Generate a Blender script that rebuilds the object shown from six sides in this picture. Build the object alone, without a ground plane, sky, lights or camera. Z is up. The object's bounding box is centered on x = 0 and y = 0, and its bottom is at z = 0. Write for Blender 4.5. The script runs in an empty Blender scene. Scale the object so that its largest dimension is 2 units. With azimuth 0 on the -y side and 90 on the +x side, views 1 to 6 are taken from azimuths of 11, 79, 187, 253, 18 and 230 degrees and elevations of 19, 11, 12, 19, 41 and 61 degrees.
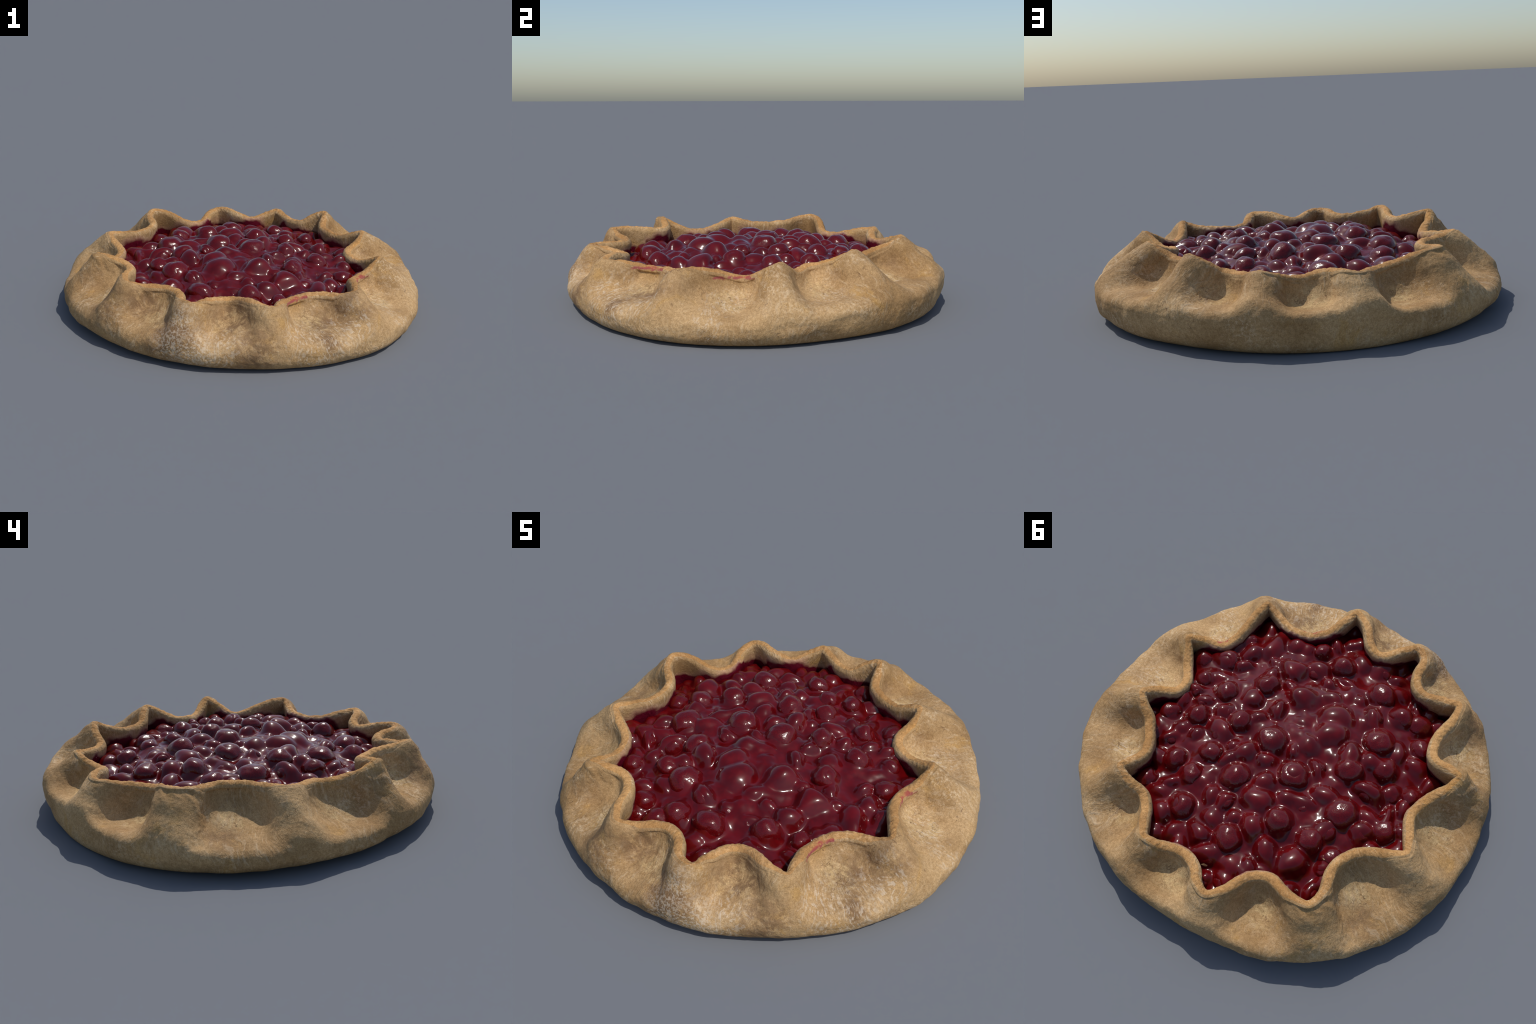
"""Rustic cherry galette: a hand-folded dough crust with twelve pleats round a glossy cherry filling."""
import bpy, bmesh, math, random
import numpy as np
from mathutils import noise, Vector, Matrix

SEED = 11
rng = np.random.default_rng(SEED)
random.seed(SEED)
TAU = 2 * math.pi

# ------------------------------------------------------------------ crust description
# The folded edge of the dough, pleat by pleat, clockwise seen from above.  Every row starts
# on the outward crest of a fold and swings in over the lobe of dough that covers the filling.
PLEATS = [
    [(0.681, -0.503, 0.304), (0.595, -0.501, 0.276), (0.496, -0.493, 0.272), (0.421, -0.523, 0.266), (0.388, -0.551, 0.262), (0.366, -0.589, 0.264), (0.345, -0.627, 0.268), (0.334, -0.712, 0.286)],
    [(0.328, -0.808, 0.297), (0.250, -0.793, 0.302), (0.175, -0.741, 0.300), (0.143, -0.717, 0.292), (0.108, -0.707, 0.284), (0.071, -0.704, 0.278), (0.039, -0.723, 0.282), (-0.012, -0.812, 0.302)],
    [(-0.049, -0.874, 0.302), (-0.122, -0.844, 0.304), (-0.149, -0.766, 0.300), (-0.170, -0.730, 0.298), (-0.199, -0.701, 0.296), (-0.235, -0.687, 0.298), (-0.272, -0.688, 0.300), (-0.364, -0.732, 0.312)],
    [(-0.433, -0.755, 0.332), (-0.467, -0.678, 0.332), (-0.471, -0.600, 0.328), (-0.475, -0.562, 0.322), (-0.486, -0.524, 0.318), (-0.505, -0.489, 0.314), (-0.532, -0.458, 0.316), (-0.569, -0.445, 0.324), (-0.639, -0.451, 0.345)],
    [(-0.698, -0.458, 0.352), (-0.701, -0.400, 0.322), (-0.673, -0.338, 0.292), (-0.656, -0.266, 0.274), (-0.657, -0.225, 0.276), (-0.662, -0.181, 0.284), (-0.686, -0.144, 0.290), (-0.745, -0.080, 0.304)],
    [(-0.799, -0.013, 0.322), (-0.735, 0.047, 0.314), (-0.668, 0.101, 0.308), (-0.643, 0.137, 0.310), (-0.627, 0.177, 0.310), (-0.620, 0.222, 0.312), (-0.623, 0.268, 0.316), (-0.641, 0.309, 0.318), (-0.688, 0.391, 0.332)],
    [(-0.686, 0.471, 0.341), (-0.610, 0.498, 0.330), (-0.519, 0.492, 0.296), (-0.474, 0.489, 0.282), (-0.435, 0.505, 0.272), (-0.407, 0.533, 0.270), (-0.387, 0.568, 0.272), (-0.382, 0.608, 0.278), (-0.375, 0.690, 0.294)],
    [(-0.340, 0.762, 0.302), (-0.282, 0.755, 0.310), (-0.223, 0.715, 0.306), (-0.188, 0.702, 0.298), (-0.149, 0.696, 0.288), (-0.109, 0.699, 0.278), (-0.077, 0.712, 0.276), (-0.002, 0.773, 0.300)],
    [(0.054, 0.796, 0.319), (0.105, 0.752, 0.304), (0.152, 0.704, 0.294), (0.178, 0.684, 0.292), (0.206, 0.667, 0.292), (0.234, 0.657, 0.296), (0.260, 0.660, 0.308), (0.284, 0.668, 0.322), (0.332, 0.680, 0.350)],
    [(0.387, 0.669, 0.367), (0.386, 0.598, 0.336), (0.389, 0.527, 0.314), (0.412, 0.493, 0.308), (0.438, 0.462, 0.304), (0.473, 0.436, 0.300), (0.506, 0.411, 0.300), (0.533, 0.389, 0.310), (0.596, 0.372, 0.338)],
    [(0.652, 0.343, 0.359), (0.634, 0.275, 0.328), (0.596, 0.220, 0.304), (0.580, 0.189, 0.292), (0.580, 0.151, 0.288), (0.594, 0.115, 0.284), (0.632, 0.081, 0.274), (0.665, 0.054, 0.276), (0.717, 0.008, 0.306)],
    [(0.772, -0.038, 0.337), (0.732, -0.100, 0.302), (0.678, -0.148, 0.266), (0.655, -0.180, 0.258), (0.646, -0.219, 0.264), (0.642, -0.258, 0.274), (0.643, -0.298, 0.286), (0.670, -0.422, 0.310)],
]
# how deep the thumb-pressed pocket outside each lobe is, same order
POCKET = [0.55, 0.55, 0.6, 0.75, 0.85, 0.85, 0.92, 0.72, 0.70, 0.80, 0.62, 0.6]
# bulge radius, foot radius and height of the widest belt, every 15 degrees from +x
BELT = [0.997, 0.986, 1.003, 1.003, 0.988, 0.985, 0.970, 0.948, 0.958, 0.989, 1.011, 1.016, 1.014, 1.001, 1.005, 1.010, 1.000, 1.000, 0.997, 0.987, 0.996, 1.013, 1.017, 1.008]
FOOT = [0.906, 0.894, 0.896, 0.896, 0.878, 0.874, 0.894, 0.912, 0.918, 0.908, 0.886, 0.856, 0.832, 0.829, 0.842, 0.852, 0.857, 0.865, 0.877, 0.893, 0.910, 0.923, 0.928, 0.921]
BELT_Z = [0.094, 0.116, 0.130, 0.138, 0.142, 0.142, 0.136, 0.126, 0.114, 0.099, 0.088, 0.078, 0.072, 0.074, 0.081, 0.089, 0.087, 0.082, 0.079, 0.077, 0.075, 0.074, 0.074, 0.079]

LIP = 0.027        # half the thickness of the dough at the lip
NU = 1680          # columns round the crust


def ring_value(table, ang):
    """periodic Catmull-Rom through equally spaced values"""
    t = np.asarray(table, float)
    n = len(t)
    x = (ang % TAU) / TAU * n
    i = np.floor(x).astype(int)
    f = x - i
    a, b, c, d = (t[(i + k) % n] for k in (-1, 0, 1, 2))
    return b + 0.5 * f * (c - a + f * (2 * a - 5 * b + 4 * c - d + f * (3 * (b - c) + d - a)))


def ring_blur(v, sigma):
    """periodic gaussian blur of samples round the crust (sigma in samples)"""
    n = len(v)
    k = np.fft.fftfreq(n)
    g = np.exp(-2 * (math.pi * k * sigma) ** 2)
    if v.ndim == 2:
        g = g[:, None]
    return np.real(np.fft.ifft(np.fft.fft(v, axis=0) * g, axis=0))


def closed_spline(points, n):
    p = np.asarray(points, float)
    m = len(p)
    seg = np.linalg.norm(np.roll(p, -1, 0) - p, axis=1) ** 0.5      # centripetal
    t = np.concatenate([[0], np.cumsum(seg)])
    out = []
    for i in range(m):
        q = [p[(i + k) % m] for k in (-1, 0, 1, 2)]
        d0, d1, d2 = seg[(i - 1) % m], seg[i], seg[(i + 1) % m]
        m1 = (q[1] - q[0]) / d0 - (q[2] - q[0]) / (d0 + d1) + (q[2] - q[1]) / d1
        m2 = (q[2] - q[1]) / d1 - (q[3] - q[1]) / (d1 + d2) + (q[3] - q[2]) / d2
        s = np.linspace(0, 1, 40, endpoint=False)[:, None]
        h = 2 * s**3 - 3 * s**2 + 1, s**3 - 2 * s**2 + s, -2 * s**3 + 3 * s**2, s**3 - s**2
        out.append(h[0] * q[1] + h[1] * m1 * d1 + h[2] * q[2] + h[3] * m2 * d1)
    c = np.concatenate(out)
    c = np.concatenate([c, c[:1]])
    d = np.concatenate([[0], np.cumsum(np.linalg.norm(np.diff(c, axis=0), axis=1))])
    u = np.linspace(0, d[-1], n, endpoint=False)
    return np.stack([np.interp(u, d, c[:, k]) for k in range(3)], 1)


rim = closed_spline([p for row in PLEATS for p in row], NU)
rim = ring_blur(rim, 3.0)
theta = np.unwrap(np.arctan2(rim[:, 1], rim[:, 0]))
slope = -TAU / NU
lin = theta[0] + slope * np.arange(NU)
theta_belt = ring_blur(theta - lin, 42.0) + lin
tan = np.roll(rim, -1, 0) - np.roll(rim, 1, 0)
tan[:, 2] = 0
tan /= np.linalg.norm(tan, axis=1)[:, None]
nor = np.stack([-tan[:, 1], tan[:, 0], 0 * theta], 1)
nor = ring_blur(nor, 5.0)
nor /= np.linalg.norm(nor, axis=1)[:, None]

R = ring_value(BELT, theta_belt)
F = ring_value(FOOT, theta_belt)
ZB = ring_value(BELT_Z, theta_belt)
rad = np.stack([np.cos(theta_belt), np.sin(theta_belt), 0 * theta], 1)
up = np.array([0.0, 0.0, 1.0])
belt = rad * R[:, None] + up * ZB[:, None]
foot = rad * F[:, None]

# which pleat a column belongs to, for the pocket depth
crest_i = [int(np.argmin(np.linalg.norm(rim - np.array(row[0]), axis=1))) for row in PLEATS]
lobe_mid = [((crest_i[k] + (crest_i[(k + 1) % 12] + (NU if k == 11 else 0))) // 2) % NU for k in range(12)]
depth = np.zeros(NU)
wsum = np.zeros(NU)
for k in range(12):
    d = (np.arange(NU) - lobe_mid[k] + NU // 2) % NU - NU // 2
    w = np.exp(-(d / 75.0) ** 2)
    depth += w * POCKET[k]
    wsum += w
depth /= wsum
# 0 on the crest of a fold, 1 at the innermost reach of a lobe
rim_r = np.hypot(rim[:, 0], rim[:, 1])
crest_r = np.interp(np.arange(NU), crest_i + [crest_i[0] + NU], np.r_[rim_r[crest_i], rim_r[crest_i[0]]])
reach = crest_r - rim_r
lobe = np.zeros(NU)
for k in range(12):
    i0, i1 = crest_i[k], crest_i[(k + 1) % 12] + (NU if k == 11 else 0)
    idx = np.arange(i0, i1) % NU
    lobe[idx] = reach[idx] / reach[idx].max()
lobe = np.clip((ring_blur(np.clip(lobe, 0, 1), 9.0) - 0.08) / 0.66, 0, 1)
lobe = lobe * lobe * (3 - 2 * lobe)


def bezier(p0, p1, p2, p3, n, end=False):
    t = np.linspace(0, 1, n + (0 if end else 1))[: n][:, None, None]
    return (1 - t) ** 3 * p0 + 3 * t * (1 - t) ** 2 * p1 + 3 * t * t * (1 - t) * p2 + t**3 * p3


rows = []          # list of (NU,3) rings from the inner floor, over the lip, down to the underside
tags = []          # 0 inner wall, 1 lip, 2 outer face, 3 underside
mid = rim - up * LIP
# --- inner wall, bottom to lip
p3 = mid - nor * LIP
wall_foot = mid * np.array([1, 1, 0]) + nor * 0.006 + up * 0.09
inner = bezier(wall_foot, wall_foot + up * 0.06 - nor * 0.01, p3 - up * 0.05, p3, 34)
for r in inner:
    rows.append(r)
    tags.append(0)
# --- rounded lip: a full half round over the lobes, running out into the fold at the crests
a_end = (0.95 - 0.95 * np.clip(lobe * 1.6, 0, 1))
for f in np.linspace(0, 1, 26):
    a = math.pi + (a_end - math.pi) * f
    rows.append(mid + nor * (LIP * np.cos(a))[:, None] + up * (LIP * np.sin(a))[:, None])
    tags.append(1)
# --- outer face: steep drop into a pocket under each lobe, a rounded shoulder under each crest
p0 = rows[-1]
ld = (lobe * depth)[:, None]
lb = lobe[:, None]
run = nor * np.sin(a_end)[:, None] - up * np.cos(a_end)[:, None]
p1 = p0 + run * (0.045 + 0.035 * ld)
lb = lobe[:, None]
hv = belt * np.array([1, 1, 0]) - p0 * np.array([1, 1, 0])       # plan vector from lip to belt
zs = ZB[:, None]
p2 = p0 + hv * (0.36 - 0.05 * lb) + up * (-0.058 * (1 - lb) - 0.215 * ld)
p3 = (p0 + hv * (0.80 - 0.04 * lb)) * np.array([1, 1, 0]) + up * (zs + 0.122 * (1 - lb) + lb * (0.150 - 0.080 * depth[:, None]))
p4 = belt + up * (0.080 * (1 - lb) + (0.078 - 0.022 * depth[:, None]) * lb) + rad * 0.010
tt = np.linspace(0, 1, 110)[1:, None, None]
outer = ((1 - tt) ** 5 * p0 + 5 * tt * (1 - tt) ** 4 * p1 + 10 * tt**2 * (1 - tt) ** 3 * p2
         + 10 * tt**3 * (1 - tt) ** 2 * p3 + 5 * tt**4 * (1 - tt) * p4 + tt**5 * belt)
# pleats do not run straight down: lean them sideways by a slowly varying amount
lean = np.zeros(NU)
for k in range(12):
    d = (np.arange(NU) - crest_i[k] + NU // 2) % NU - NU // 2
    lean += np.exp(-(d / 60.0) ** 2) * rng.uniform(-26, 26)
cols = np.arange(NU)
for j in range(len(outer)):
    s = j / (len(outer) - 1)
    src = cols + lean * math.sin(math.pi * min(1.0, s * 1.15)) ** 1.5
    ext = np.concatenate([cols[-200:] - NU, cols, cols[:200] + NU])
    wrap = np.concatenate([outer[j][-200:], outer[j], outer[j][:200]])
    base_shift = np.stack([np.interp(src, ext, wrap[:, k]) for k in range(3)], 1)
    outer[j] = base_shift
# relax the columns sideways away from the lip so that pleats fade into the bulge
for j in range(len(outer)):
    s = j / (len(outer) - 1)
    sig = 13.0 * math.sin(math.pi * min(1, s * 1.1)) ** 2 * s
    if sig > 0.5:
        outer[j] = ring_blur(outer[j], sig)
for r in outer:
    rows.append(r)
    tags.append(2)
# --- tucked-in lower side down to the foot
for t in np.linspace(0, 1, 34)[1:]:
    a = t * math.pi / 2
    rr = F + (R - F) * np.cos(a) ** 0.85
    zz = ZB * (1 - np.sin(a))
    rows.append(rad * rr[:, None] + up * zz[:, None])
    tags.append(2)
for s in (0.985, 0.95, 0.8, 0.5, 0.2, 0.02):
    rows.append(foot * s)
    tags.append(3)

P = np.stack(rows)                      # (rows, NU, 3)
NR = len(rows)
tags = np.array(tags)


def grid_faces(nr, nu):
    i = np.arange(nr - 1)[:, None]
    j = np.arange(nu)[None]
    k = (j + 1) % nu
    f = np.stack([i * nu + j, i * nu + k, (i + 1) * nu + k, (i + 1) * nu + j], -1)
    return f.reshape(-1, 4)


def grid_normals(P):
    du = np.roll(P, -1, 1) - np.roll(P, 1, 1)
    dv = np.gradient(P, axis=0)
    n = np.cross(du, dv)
    return n / (np.linalg.norm(n, axis=2, keepdims=True) + 1e-12)


def fbm(pts, freq, octaves=2, off=0.0):
    o = Vector((off, off * 0.7 + 3.1, -off))
    return np.array([noise.fractal(Vector(p) * freq + o, 0.8, 2.0, octaves, noise_basis="PERLIN_ORIGINAL") for p in pts])


N = grid_normals(P)
if (N[NR // 2] * rad).sum(1).mean() < 0:
    N = -N
flat = P.reshape(-1, 3)
big = fbm(flat, 6.5, 2, 1.7).reshape(NR, NU)
midn = fbm(flat, 21.0, 3, 5.1).reshape(NR, NU)
fine = fbm(flat, 60.0, 2, 9.3).reshape(NR, NU)
z = P[:, :, 2]
lip_row = int(np.where(tags == 1)[0].mean())
dist_lip = np.abs(np.arange(NR) - lip_row)[:, None]
is_lip = np.exp(-(dist_lip / 11.0) ** 2)
is_out = (tags == 2).astype(float)[:, None]
keep = np.clip(z / 0.05, 0, 1) * (tags != 3)[:, None]
# wrinkles that run down the pleats, strongest where dough was pinched
vv = np.linspace(0, 1, NR)[:, None] * np.ones((1, NU))
uu = np.arange(NU)[None] / NU * np.ones((NR, 1))
wr_pts = np.stack([np.cos(uu * TAU) * 14, np.sin(uu * TAU) * 14, vv * 5], -1).reshape(-1, 3)
wr = fbm(wr_pts, 1.0, 2, 2.2).reshape(NR, NU)
wr_mask = np.clip(fbm(flat, 4.0, 1, 7.7).reshape(NR, NU) * 2.2 + 0.1, 0, 1)
s_out = np.clip((np.arange(NR) - lip_row) / 110.0, 0, 1)[:, None]
wr_amt = is_out * np.clip(1 - s_out, 0, 1) * np.clip(s_out * 7, 0, 1)
disp = (0.010 * big * is_out + 0.0020 * midn * is_out + 0.0006 * fine * is_out
        + 0.0150 * wr * wr_mask * wr_amt
        + is_lip * (0.0035 * midn + 0.0030 * fine))
disp *= np.where(tags == 2, keep[:, 0] if keep.shape[1] == 1 else 1, 1)[:, None]
disp *= np.clip(z / 0.05, 0, 1)
P = P + N * disp[:, :, None]
P[:, :, 2] = np.maximum(P[:, :, 2], 0.0)


# ------------------------------------------------------------------ node helpers
class Nodes:
    def __init__(self, name):
        self.mat = bpy.data.materials.new(name)
        self.mat.use_nodes = True
        self.t = self.mat.node_tree
        self.t.nodes.clear()
        self.out = self.t.nodes.new("ShaderNodeOutputMaterial")
        self.co = self.t.nodes.new("ShaderNodeTexCoord").outputs["Object"]

    def link(self, v, sock):
        if hasattr(v, "is_output"):
            self.t.links.new(v, sock)
        else:
            sock.default_value = v

    def node(self, kind, **props):
        n = self.t.nodes.new(kind)
        for k, v in props.items():
            setattr(n, k, v)
        return n

    def mapping(self, scale=(1, 1, 1), rot=(0, 0, 0), loc=(0, 0, 0), src=None):
        n = self.node("ShaderNodeMapping")
        self.link(src or self.co, n.inputs["Vector"])
        n.inputs["Scale"].default_value = scale
        n.inputs["Rotation"].default_value = rot
        n.inputs["Location"].default_value = loc
        return n.outputs[0]

    def noise(self, scale, detail=3, rough=0.55, dist=0.0, src=None):
        n = self.node("ShaderNodeTexNoise")
        self.link(src or self.co, n.inputs["Vector"])
        n.inputs["Scale"].default_value = scale
        n.inputs["Detail"].default_value = detail
        n.inputs["Roughness"].default_value = rough
        n.inputs["Distortion"].default_value = dist
        return n.outputs["Fac"]

    def voronoi(self, scale, feature="F1", src=None, out="Distance"):
        n = self.node("ShaderNodeTexVoronoi", feature=feature)
        self.link(src or self.co, n.inputs["Vector"])
        n.inputs["Scale"].default_value = scale
        return n.outputs[out]

    def ramp(self, v, lo, hi, a=0.0, b=1.0):
        n = self.node("ShaderNodeMapRange", interpolation_type="SMOOTHSTEP")
        self.link(v, n.inputs["Value"])
        self.link(lo, n.inputs["From Min"])
        self.link(hi, n.inputs["From Max"])
        n.inputs["To Min"].default_value = a
        n.inputs["To Max"].default_value = b
        return n.outputs["Result"]

    def math(self, op, a, b=0.0, clamp=False):
        n = self.node("ShaderNodeMath", operation=op, use_clamp=clamp)
        self.link(a, n.inputs[0])
        self.link(b, n.inputs[1])
        return n.outputs[0]

    def mix(self, fac, a, b, blend="MIX"):
        n = self.node("ShaderNodeMix", data_type="RGBA", blend_type=blend)
        self.link(fac, n.inputs[0])
        self.link(a if hasattr(a, "is_output") else (*a, 1), n.inputs[6])
        self.link(b if hasattr(b, "is_output") else (*b, 1), n.inputs[7])
        return n.outputs[2]

    def near(self, centre, r_in, r_out, src=None):
        n = self.node("ShaderNodeVectorMath", operation="DISTANCE")
        self.link(src or self.co, n.inputs[0])
        n.inputs[1].default_value = centre
        return self.ramp(n.outputs["Value"], r_in, r_out, 1.0, 0.0)

    def any_near(self, spots, src=None):
        v = None
        for c, a, b in spots:
            m = self.near(c, a, b, src)
            v = m if v is None else self.math("MAXIMUM", v, m)
        return v

    def warped(self, amount, scale):
        n = self.node("ShaderNodeTexNoise")
        self.link(self.co, n.inputs["Vector"])
        n.inputs["Scale"].default_value = scale
        n.inputs["Detail"].default_value = 3
        s = self.node("ShaderNodeVectorMath", operation="SUBTRACT")
        self.link(n.outputs["Color"], s.inputs[0])
        s.inputs[1].default_value = (0.5, 0.5, 0.5)
        m = self.node("ShaderNodeVectorMath", operation="MULTIPLY_ADD")
        self.link(s.outputs[0], m.inputs[0])
        m.inputs[1].default_value = (amount,) * 3
        self.link(self.co, m.inputs[2])
        return m.outputs[0]

    def bump(self, h, strength, dist, prev=None):
        n = self.node("ShaderNodeBump")
        n.inputs["Strength"].default_value = strength
        n.inputs["Distance"].default_value = dist
        self.link(h, n.inputs["Height"])
        if prev is not None:
            self.link(prev, n.inputs["Normal"])
        return n.outputs[0]

    def principled(self, **kw):
        n = self.node("ShaderNodeBsdfPrincipled")
        for k, v in kw.items():
            self.link(v, n.inputs[k.replace("_", " ")])
        self.t.links.new(n.outputs[0], self.out.inputs["Surface"])
        return n

    def xyz(self):
        n = self.node("ShaderNodeSeparateXYZ")
        self.link(self.co, n.inputs[0])
        return n.outputs


# ------------------------------------------------------------------ dough material
def dough_material(inside, pockets):
    m = Nodes("stained_inner_dough" if inside else "baked_dough")
    x, y, zc = m.xyz()
    warp = m.warped(0.12, 7)
    tone = m.noise(3.2, 4, 0.6)
    col = m.mix(m.ramp(tone, 0.36, 0.66), (0.362, 0.217, 0.092), (0.530, 0.342, 0.163))
    # golden ochre blotches
    ochre = m.ramp(m.noise(7.0, 4, 0.6, 0.6, m.mapping(loc=(3, 1, 5))), 0.54, 0.72)
    col = m.mix(m.math("MULTIPLY", ochre, 0.55), col, (0.50, 0.285, 0.085))
    pocket = m.any_near(pockets, warp)
    swirl = m.noise(11, 4, 0.65, 2.2, m.warped(0.10, 6))
    col = m.mix(m.math("MULTIPLY", pocket, m.ramp(swirl, 0.40, 0.58, 0.15, 0.75)), col, (0.60, 0.43, 0.215))
    # pale flour bloom, streaky
    streak = m.noise(58, 4, 0.72, 0.5, m.warped(0.06, 8))
    bloom = m.ramp(m.noise(4.5, 3, 0.55, 0.3, m.mapping(loc=(7, 2, 1))), 0.48, 0.68)
    # streaks that follow the folds, running from lip to belt
    th = m.math("ARCTAN2", y, x)
    pol = m.node("ShaderNodeCombineXYZ")
    rr = m.math("SQRT", m.math("ADD", m.math("MULTIPLY", x, x), m.math("MULTIPLY", y, y)))
    wob = m.math("MULTIPLY", m.noise(4, 2, 0.5), 0.25)
    m.link(m.math("ADD", m.math("MULTIPLY", th, 1.0), wob), pol.inputs[0])
    m.link(m.math("MULTIPLY", rr, 0.22), pol.inputs[1])
    m.link(m.math("MULTIPLY", zc, 0.22), pol.inputs[2])
    pol = pol.outputs[0]
    fold = m.noise(60, 4, 0.72, 0.15, pol)
    # felt-like grain
    grain = m.noise(210, 2, 0.7)
    grain2 = m.noise(75, 3, 0.65)
    col = m.mix(m.math("MULTIPLY", m.math("MULTIPLY", bloom, m.ramp(streak, 0.48, 0.60)), 0.5), col, (0.70, 0.53, 0.34))
    col = m.mix(m.ramp(grain2, 0.30, 0.72), m.mix(1.0, col, (0.84, 0.81, 0.76), "MULTIPLY"), m.mix(1.0, col, (1.10, 1.11, 1.13), "MULTIPLY"))
    col = m.mix(m.ramp(grain, 0.33, 0.67), m.mix(1.0, col, (0.84, 0.82, 0.79), "MULTIPLY"), m.mix(1.0, col, (1.13, 1.13, 1.14), "MULTIPLY"))
    fz = m.ramp(m.noise(3.6, 2, 0.5, 0.0, m.mapping(loc=(5, 3, 8))), 0.42, 0.64)
    col = m.mix(m.math("MULTIPLY", fz, m.ramp(fold, 0.50, 0.70, 0.0, 0.45)), col, (0.70, 0.53, 0.34))
    col = m.mix(m.math("MULTIPLY", fz, m.ramp(fold, 0.30, 0.46, 0.40, 0.0)), col, (0.30, 0.17, 0.07))
    # dark scattered specks and short cracks
    speck = m.ramp(m.noise(58, 2, 0.6, 0.5, m.mapping(scale=(1, 1, 0.8), loc=(1, 8, 3))), 0.665, 0.72)
    speck = m.math("MULTIPLY", speck, m.math("MAXIMUM", m.math("MULTIPLY", pocket, 0.8), m.ramp(m.noise(6, 2, 0.5, 0, m.mapping(loc=(4, 4, 9))), 0.50, 0.7)))
    col = m.mix(m.math("MULTIPLY", speck, 0.75), col, (0.16, 0.085, 0.045))
    crack = m.ramp(m.voronoi(30, "DISTANCE_TO_EDGE", m.warped(0.09, 22)), 0.012, 0.05, 1.0, 0.0)
    crack_zone = m.math("MAXIMUM", pocket, m.ramp(m.noise(5.5, 2, 0.5, 0.0, m.mapping(loc=(2, 9, 6))), 0.60, 0.72))
    crack = m.math("MULTIPLY", crack, crack_zone)
    crack = m.math("MULTIPLY", crack, m.ramp(m.noise(24, 2, 0.5), 0.50, 0.62))
    col = m.mix(m.math("MULTIPLY", crack, 0.8), col, (0.17, 0.088, 0.040))
    if not inside:
        # browned lobes toward the front
        brown = m.any_near([((0.56, -0.62, 0.20), 0.03, 0.18), ((0.69, -0.54, 0.20), 0.02, 0.13), ((0.14, -0.80, 0.20), 0.05, 0.19),
                            ((0.25, -0.89, 0.10), 0.05, 0.19), ((-0.50, -0.78, 0.20), 0.03, 0.18), ((-0.34, -0.75, 0.20), 0.04, 0.15),
                            ((-0.71, -0.46, 0.22), 0.03, 0.13), ((-0.12, -0.92, 0.15), 0.08, 0.20), ((0.58, -0.76, 0.13), 0.02, 0.11),
                            ((0.40, 0.60, 0.22), 0.02, 0.10), ((0.62, 0.28, 0.22), 0.02, 0.09), ((-0.85, 0.30, 0.18), 0.02, 0.12)], warp)
        brown = m.math("MULTIPLY", brown, m.ramp(m.noise(15, 6, 0.78, 0.5), 0.38, 0.58))
        col = m.mix(m.math("MULTIPLY", brown, 0.85), col, (0.205, 0.115, 0.055))
        # loose flour, flaky, on the front fold and its neighbours
        zone = m.any_near([((-0.09, -0.90, 0.20), 0.02, 0.13), ((-0.11, -0.95, 0.12), 0.02, 0.16), ((-0.02, -0.98, 0.09), 0.02, 0.16)], warp)
        zone2 = m.any_near([((0.46, -0.77, 0.15), 0.05, 0.18), ((0.68, -0.61, 0.15), 0.03, 0.18), ((0.57, -0.82, 0.08), 0.06, 0.19),
                            ((0.78, -0.28, 0.16), 0.03, 0.14), ((0.90, -0.37, 0.10), 0.03, 0.13), ((0.10, -0.95, 0.10), 0.04, 0.16),
                            ((0.80, 0.20, 0.18), 0.02, 0.12), ((0.55, 0.55, 0.18), 0.02, 0.12)], warp)
        flake = m.ramp(m.noise(85, 3, 0.6, 0.35, m.warped(0.012, 60)), 0.485, 0.56)
        lines = m.ramp(m.math("ADD", m.math("MULTIPLY", m.noise(95, 3, 0.65, 0.2, pol), 0.6), m.math("MULTIPLY", m.noise(60, 3, 0.6), 0.4)), 0.50, 0.60)
        fl = m.math("MAXIMUM", m.math("MULTIPLY", m.math("MULTIPLY", zone, flake), 0.52),
                    m.math("MULTIPLY", m.math("MULTIPLY", zone2, lines), 0.45))
        col = m.mix(fl, col, (0.76, 0.64, 0.49))
        # juice marks on the lip
        juice = m.any_near([((0.358, -0.642, 0.25), 0.025, 0.05), ((0.392, -0.598, 0.25), 0.03, 0.05), ((0.445, -0.555, 0.25), 0.022, 0.045),
                            ((0.702, -0.160, 0.25), 0.022, 0.045), ((0.685, -0.225, 0.25), 0.03, 0.05), ((0.672, -0.300, 0.25), 0.020, 0.04),
                            ((0.325, -0.700, 0.26), 0.015, 0.04)], m.warped(0.02, 30))
        juice = m.math("MULTIPLY", juice, m.ramp(m.noise(24, 3, 0.6), 0.38, 0.46))
        juice = m.math("MULTIPLY", juice, m.ramp(m.math("ABSOLUTE", m.math("SUBTRACT", zc, m.math("ADD", 0.241, m.math("MULTIPLY", m.noise(30, 2, 0.5), 0.022)))), 0.003, 0.010, 1.0, 0.0))
        col = m.mix(m.math("MULTIPLY", juice, 0.75), col, (0.30, 0.030, 0.062))
        rough = 0.82
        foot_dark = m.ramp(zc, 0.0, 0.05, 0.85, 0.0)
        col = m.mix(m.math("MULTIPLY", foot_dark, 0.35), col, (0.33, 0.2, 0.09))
    else:
        wav = m.noise(9, 2, 0.5)
        fr = m.noise(28, 3, 0.6)
        level = m.math("ADD", zc, m.math("MULTIPLY", m.math("SUBTRACT", wav, 0.5), -0.13))
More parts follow.
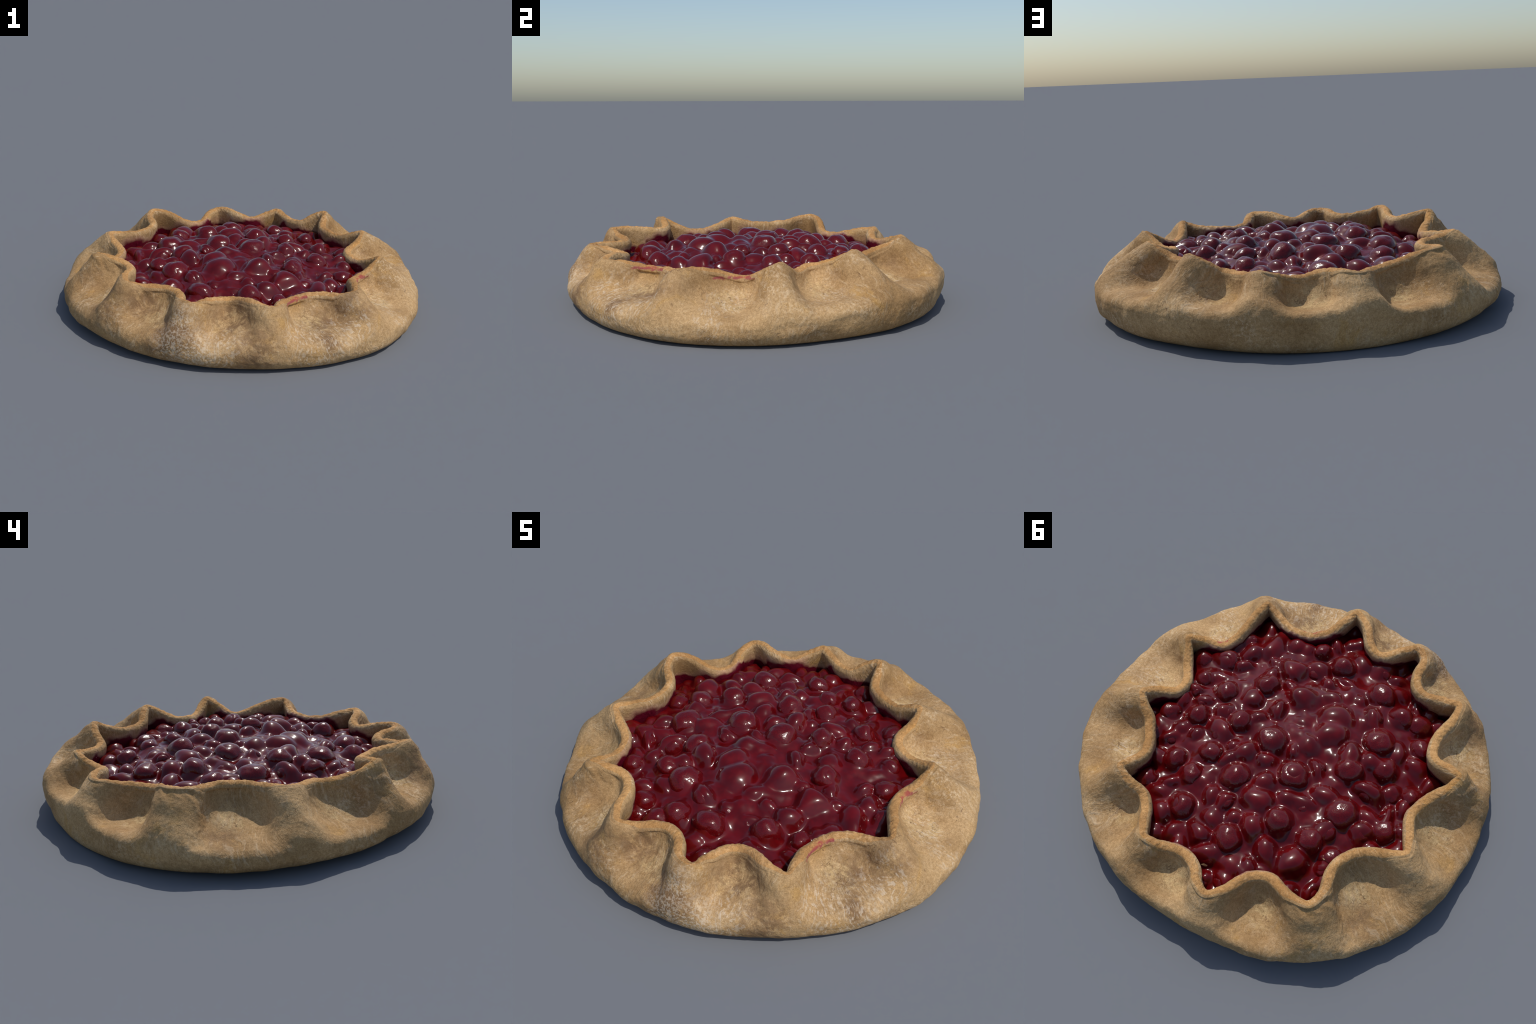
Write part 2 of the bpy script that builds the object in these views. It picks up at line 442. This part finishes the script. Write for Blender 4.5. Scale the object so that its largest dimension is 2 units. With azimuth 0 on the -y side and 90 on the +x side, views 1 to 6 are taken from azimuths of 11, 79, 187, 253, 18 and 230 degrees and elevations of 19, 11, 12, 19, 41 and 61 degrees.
        level = m.math("ADD", level, m.math("MULTIPLY", m.math("SUBTRACT", fr, 0.5), -0.008))
        rr = m.math("SQRT", m.math("ADD", m.math("MULTIPLY", x, x), m.math("MULTIPLY", y, y)))
        level = m.math("ADD", level, m.ramp(rr, 0.69, 0.78, 0.0, 0.045))
        wet = m.ramp(level, 0.240, 0.266, 1.0, 0.0)
        col = m.mix(m.math("MULTIPLY", m.ramp(level, 0.25, 0.29, 1.0, 0.0), 0.35), col, (0.50, 0.25, 0.20))
        col = m.mix(wet, col, (0.115, 0.005, 0.016))
        rough = m.ramp(wet, 0.0, 1.0, 0.8, 0.25)
    h = m.math("ADD", m.math("MULTIPLY", grain, 0.5), m.math("MULTIPLY", grain2, 0.8))
    h = m.math("SUBTRACT", h, m.math("MULTIPLY", crack, 0.8))
    nb = m.bump(h, 0.45, 0.006)
    nb = m.bump(m.noise(28, 4, 0.6, 0.6), 0.18, 0.010, nb)
    nb = m.bump(m.math("MULTIPLY", fold, fz), 0.6, 0.012, nb)
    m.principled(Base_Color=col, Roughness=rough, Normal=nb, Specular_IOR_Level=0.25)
    return m.mat


def lip_material():
    """dough of the lip and the outer face share the same node tree; the lip is only more golden"""
    mat = MAT_DOUGH.copy()
    mat.name = "golden_lip_dough"
    t = mat.node_tree
    bsdf = next(n for n in t.nodes if n.type == "BSDF_PRINCIPLED")
    src = bsdf.inputs["Base Color"].links[0].from_socket
    mx = t.nodes.new("ShaderNodeMix")
    mx.data_type, mx.blend_type = "RGBA", "MULTIPLY"
    mx.inputs[0].default_value = 1.0
    t.links.new(src, mx.inputs[6])
    mx.inputs[7].default_value = (1.12, 0.97, 0.78, 1)
    t.links.new(mx.outputs[2], bsdf.inputs["Base Color"])
    return mat


pocket_spots = [(tuple(P[lip_row + 52, lobe_mid[k]]), 0.03, 0.125) for k in range(12)]
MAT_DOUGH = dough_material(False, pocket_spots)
MAT_INNER = dough_material(True, pocket_spots)


# ------------------------------------------------------------------ filling materials
def cherry_material(name, base, vary):
    m = Nodes(name)
    info = m.node("ShaderNodeObjectInfo").outputs["Random"]
    n1 = m.noise(16, 3, 0.55)
    col = m.mix(m.ramp(n1, 0.35, 0.70), tuple(c * 0.8 for c in base), tuple(c * 1.25 for c in base))
    if vary:
        col = m.mix(m.math("MULTIPLY", info, 0.3), col, (base[0] * 0.7, base[1], base[2] * 0.7))
    fil = m.ramp(m.noise(7, 3, 0.6, 0.5), 0.5, 0.75)
    col = m.mix(m.math("MULTIPLY", fil, 0.5), col, (base[0] * 1.3, base[1] * 0.7, base[2] * 0.5))
    nb = m.bump(m.noise(14, 1, 0.4), 0.10, 0.012)
    m.principled(Base_Color=col, Roughness=0.33, Normal=nb, IOR=1.38, Specular_IOR_Level=0.14,
                 Coat_Weight=0.9, Coat_Roughness=0.125, Coat_IOR=1.42, Coat_Normal=nb)
    return m.mat


MAT_CHERRY = cherry_material("glazed_cherry", (0.107, 0.0018, 0.0030), True)
MAT_SYRUP = cherry_material("cherry_syrup", (0.101, 0.0015, 0.0026), False)


def mesh_object(name, verts, faces, mats, mat_index=None, parent=None, smooth=True):
    me = bpy.data.meshes.new(name)
    me.from_pydata(np.asarray(verts).tolist(), [], np.asarray(faces).tolist())
    for mt in mats:
        me.materials.append(mt)
    if mat_index is not None:
        me.polygons.foreach_set("material_index", np.asarray(mat_index, np.int32))
    me.polygons.foreach_set("use_smooth", np.full(len(me.polygons), smooth))
    me.update()
    ob = bpy.data.objects.new(name, me)
    bpy.context.scene.collection.objects.link(ob)
    ob.parent = parent
    return ob


root = bpy.data.objects.new("cherry_galette", None)
bpy.context.scene.collection.objects.link(root)
root["label"] = "rustic round galette with pleated golden dough and glossy cherries"
root["category"] = "fruit pie"

# crust
faces = grid_faces(NR, NU)
ftag = np.repeat(tags[:-1], NU)
row_of_face = np.repeat(np.arange(NR - 1), NU)
MAT_LIP = lip_material()
mi = np.where(row_of_face < lip_row - 4, 1, 0)
mi = np.where((row_of_face >= lip_row - 4) & (row_of_face < lip_row + 8), 2, mi)
crust = mesh_object("pastry_crust", P.reshape(-1, 3), faces[:, ::-1], [MAT_DOUGH, MAT_INNER, MAT_LIP], mi, root)

# ------------------------------------------------------------------ filling
# whole cherries that show: place in plan and radius
CHERRIES = [
    (0.69, -0.06, 0.058), (0.58, -0.14, 0.058), (0.63, -0.26, 0.039), (0.42, 0.00, 0.056), (0.54, 0.27, 0.053), (0.41, 0.19, 0.055),
    (0.31, -0.17, 0.056), (0.23, 0.07, 0.054), (0.30, 0.42, 0.054), (0.18, 0.42, 0.053), (0.09, 0.55, 0.060), (0.04, 0.03, 0.070),
    (0.02, 0.28, 0.065), (0.15, -0.54, 0.061), (-0.10, -0.56, 0.067), (-0.06, -0.29, 0.070), (-0.11, -0.20, 0.072), (0.29, -0.33, 0.054), (0.13, -0.24, 0.059),
    (0.47, -0.36, 0.062), (0.30, -0.54, 0.044), (-0.29, -0.35, 0.071), (-0.26, -0.54, 0.063), (-0.34, -0.58, 0.059), (-0.31, -0.13, 0.063),
    (-0.41, -0.27, 0.053), (-0.16, 0.08, 0.068), (-0.14, 0.28, 0.061), (-0.28, 0.28, 0.064), (-0.44, 0.04, 0.076), (-0.62, -0.05, 0.055),
    (-0.59, -0.27, 0.047), (-0.18, 0.50, 0.067), (-0.22, 0.38, 0.051), (-0.56, 0.22, 0.050), (-0.17, 0.61, 0.061), (-0.29, 0.57, 0.054),
    (-0.44, 0.24, 0.060), (-0.44, -0.13, 0.056), (-0.10, -0.08, 0.051), (0.01, -0.08, 0.036), (0.57, 0.02, 0.047), (0.01, -0.69, 0.055),
    (0.10, -0.65, 0.048), (0.22, -0.42, 0.054), (0.51, 0.40, 0.055), (0.40, 0.48, 0.045), (0.33, 0.58, 0.054), (-0.18, -0.43, 0.050),
    (0.20, 0.28, 0.051), (0.10, 0.71, 0.047), (0.02, 0.65, 0.049), (-0.07, 0.57, 0.044), (-0.46, 0.37, 0.057), (-0.61, 0.38, 0.033),
    (0.16, -0.10, 0.039), (-0.25, -0.19, 0.051), (0.61, -0.45, 0.050), (0.31, -0.79, 0.050), (0.25, -0.70, 0.039), (0.53, -0.27, 0.053),
    (-0.44, -0.49, 0.052), (-0.58, -0.11, 0.034), (-0.53, -0.04, 0.044), (-0.52, -0.21, 0.045), (0.26, 0.17, 0.052), (-0.05, 0.48, 0.049),
    (-0.46, 0.15, 0.048), (0.08, 0.16, 0.048), (-0.32, 0.04, 0.049), (-0.57, 0.04, 0.044), (-0.34, -0.25, 0.043), (-0.60, -0.39, 0.038),
    (-0.34, 0.41, 0.048), (-0.31, 0.65, 0.036), (-0.23, 0.18, 0.042),
]
# cherries standing clear of the syrup
CLEAR = {0, 1, 3, 4, 5, 6, 7, 8, 9, 10, 11, 12, 13, 14, 20, 21, 22, 23, 24, 25, 26, 28, 29, 30, 31, 32, 34, 37, 41, 47, 49, 61}


def dome(r2):
    return 0.283 - 0.20 * r2


balls = []      # x, y, z, r, raised 0..1
for i, (cx, cy, r) in enumerate(CHERRIES):
    c = i in CLEAR
    r *= 1.13 if c else 1.22
    zc = dome(cx * cx + cy * cy) + (-0.006 if c else -0.017 + 0.010 * rng.standard_normal())
    zc -= max(0, r - 0.07) * 0.8
    balls.append((cx, cy, zc, r, 1.0 if c else 0.35))
# fill the remaining gaps with sunken cherries
rim_r_at = lambda a: np.interp((a + math.pi) % TAU - math.pi, *_rim_tab)
order = np.argsort((theta + math.pi) % TAU - math.pi)
_ta = ((theta + math.pi) % TAU - math.pi)[order]
_tr = np.hypot(rim[:, 0], rim[:, 1])[order]
_rim_tab = (np.r_[_ta[-1] - TAU, _ta, _ta[0] + TAU], np.r_[_tr[-1], _tr, _tr[0]])
tries = 0
while tries < 750:
    tries += 1
    a, rr = rng.uniform(-math.pi, math.pi), 0.88 * math.sqrt(rng.uniform())
    if rr > rim_r_at(a) - 0.02:
        continue
    x, y, r = rr * math.cos(a), rr * math.sin(a), rng.uniform(0.036, 0.055)
    if all((x - b[0]) ** 2 + (y - b[1]) ** 2 > (0.80 * (r + b[3])) ** 2 for b in balls):
        balls.append((x, y, dome(rr * rr) - 0.014 + rng.uniform(-0.014, 0.008), r, 0.2))
for k in range(60):                      # a ring of fruit pressed against the crust
    a = rng.uniform(-math.pi, math.pi)
    rr, r = rim_r_at(a) - rng.uniform(0.03, 0.075), rng.uniform(0.032, 0.048)
    x, y = rr * math.cos(a), rr * math.sin(a)
    if all((x - b[0]) ** 2 + (y - b[1]) ** 2 > (0.55 * (r + b[3])) ** 2 for b in balls):
        balls.append((x, y, dome(rr * rr) + 0.002 + rng.uniform(-0.014, 0.010), r, 0.2))
B = np.array(balls)

# cherry meshes: a few slightly dented, stem-dimpled spheres, shared by all the cherries
cherry_meshes = []
for v in range(6):
    bm = bmesh.new()
    bmesh.ops.create_icosphere(bm, subdivisions=5, radius=1.0)
    ax = Vector(rng.standard_normal(3)).normalized()
    flatten = Vector(rng.standard_normal(3)).normalized()
    for q in bm.verts:
        p = q.co.copy()
        d = 0.10 * noise.noise(p * 1.3 + Vector((v * 5.3, 1, 2))) + 0.018 * noise.noise(p * 3.4 + Vector((v, 7, 1)))
        d -= 0.14 * math.exp(-((p - ax).length / 0.33) ** 2)
        q.co = p * (1 + d) - flatten * (0.10 * p.dot(flatten))
    me = bpy.data.meshes.new("cherry")
    bm.to_mesh(me)
    bm.free()
    me.polygons.foreach_set("use_smooth", np.ones(len(me.polygons), bool))
    me.materials.append(MAT_CHERRY)
    cherry_meshes.append(me)

filling = bpy.data.objects.new("filling", None)
bpy.context.scene.collection.objects.link(filling)
filling.parent = root
for i, (cx, cy, zc, r, raised) in enumerate(balls):
    ob = bpy.data.objects.new("cherry", cherry_meshes[int(rng.integers(len(cherry_meshes)))])
    bpy.context.scene.collection.objects.link(ob)
    ob.parent = filling
    ob.location = (cx, cy, zc)
    ob.rotation_euler = (rng.uniform(-1.0, 1.0), rng.uniform(-1.0, 1.0), rng.uniform(0, TAU))
    e = rng.uniform(0.96, 1.04)
    r *= 1.0 if raised > 0.9 else 0.86          # the rest lie just under the syrup
    ob.scale = (r * e, r / e, r * rng.uniform(0.95, 1.03))

# syrup: a smooth skin that dips between the cherries and clings to their flanks
STEP = 0.0034
gx = np.arange(-0.92, 0.92 + STEP, STEP)
X, Y = np.meshgrid(gx, gx)
rr2 = X * X + Y * Y
pts = np.stack([X.ravel(), Y.ravel(), 0 * X.ravel()], 1)
n1 = fbm(pts, 7.0, 2, 4.4).reshape(X.shape)
n2 = fbm(pts, 19.0, 2, 8.1).reshape(X.shape)
n3 = fbm(pts, 30.0, 1, 6.1).reshape(X.shape)
w2 = fbm(pts + 3.7, 8.5, 1, 2.9).reshape(X.shape)
w1 = fbm(pts - 5.2, 8.5, 1, 1.9).reshape(X.shape)
wob = np.stack([w1, w2], -1) * 0.030
base = dome(rr2) - 0.004 + 0.028 * n1 + 0.003 * n2 + 0.014 * np.clip(rr2 - 0.3, 0, 1)
K = 0.0105
acc = np.exp((base - 0.2) / K)
for cx, cy, zc, r, raised in balls:
    dx, dy = X + wob[..., 0] - cx, Y + wob[..., 1] - cy
    r_s = r * (1.0 if raised < 0.9 else 0.96)
    if raised < 0.9:                     # burst and flattened fruit: stretched, turned lumps
        t, k = rng.uniform(0, math.pi), rng.uniform(0.80, 1.0)
        dx, dy = (dx * math.cos(t) + dy * math.sin(t)) * k, (dy * math.cos(t) - dx * math.sin(t)) / k
    else:
        dx, dy = X - cx, Y - cy
    d = np.hypot(dx, dy) / r_s
    cap = np.sqrt(np.clip(1 - np.minimum(d, 0.86) ** 2, 0, 1))
    h = zc + r_s * (cap - np.maximum(d - 0.86, 0) * 1.9) - (0.0 if raised < 0.9 else 0.007)
    acc += np.exp((np.maximum(h, -0.2) - 0.2) / K)
H = 0.2 + K * np.log(acc)
for _ in range(4):                       # surface tension
    H = 0.5 * H + 0.125 * (np.roll(H, 1, 0) + np.roll(H, -1, 0) + np.roll(H, 1, 1) + np.roll(H, -1, 1))
ang = np.arctan2(Y, X)
inside = np.sqrt(rr2) < np.interp(ang, *_rim_tab) + 0.012
idx = -np.ones(X.shape, int)
f_ok = inside[:-1, :-1] & inside[1:, :-1] & inside[:-1, 1:] & inside[1:, 1:]
use = np.zeros_like(inside)
for a in (slice(None, -1), slice(1, None)):
    for b in (slice(None, -1), slice(1, None)):
        use[a, b] |= f_ok
idx[use] = np.arange(use.sum())
sv = np.stack([X[use], Y[use], H[use]], 1)
q = np.stack([idx[:-1, :-1], idx[:-1, 1:], idx[1:, 1:], idx[1:, :-1]], -1)[f_ok]
syrup = mesh_object("cherry_syrup", sv, q, [MAT_SYRUP], None, filling)
syrup["kind"] = "stuff"

# a few tan crumbs of pastry caught in the glaze
crumb_mat = Nodes("pastry_crumb")
cm = crumb_mat.mix(crumb_mat.noise(60, 3, 0.6), (0.26, 0.13, 0.06), (0.50, 0.33, 0.17))
crumb_mat.principled(Base_Color=cm, Roughness=0.4)
bm = bmesh.new()
bmesh.ops.create_icosphere(bm, subdivisions=3, radius=1.0)
for v in bm.verts:
    p = v.co.copy()
    v.co = p * (1 + 0.35 * noise.noise(p * 1.4 + Vector((3, 3, 3))))
crumb_mesh = bpy.data.meshes.new("crumb")
bm.to_mesh(crumb_mesh)
bm.free()
crumb_mesh.polygons.foreach_set("use_smooth", np.ones(len(crumb_mesh.polygons), bool))
crumb_mesh.materials.append(crumb_mat.mat)
for x, y, size in [(-0.135, 0.125, 0.017), (-0.545, 0.245, 0.015), (-0.20, 0.655, 0.014)]:
    i, j = int(round((y + 0.92) / STEP)), int(round((x + 0.92) / STEP))
    gy, gx_ = (H[i + 3, j] - H[i - 3, j]) / (6 * STEP), (H[i, j + 3] - H[i, j - 3]) / (6 * STEP)
    ob = bpy.data.objects.new("crumb", crumb_mesh)
    bpy.context.scene.collection.objects.link(ob)
    ob.parent = filling
    ob.location = (x, y, H[i, j] + 0.001)
    ob.rotation_mode = "QUATERNION"
    ob.rotation_quaternion = Vector((-gx_, -gy, 1)).to_track_quat("Z", "Y")
    ob.scale = (size, size * 0.62, size * 0.28)
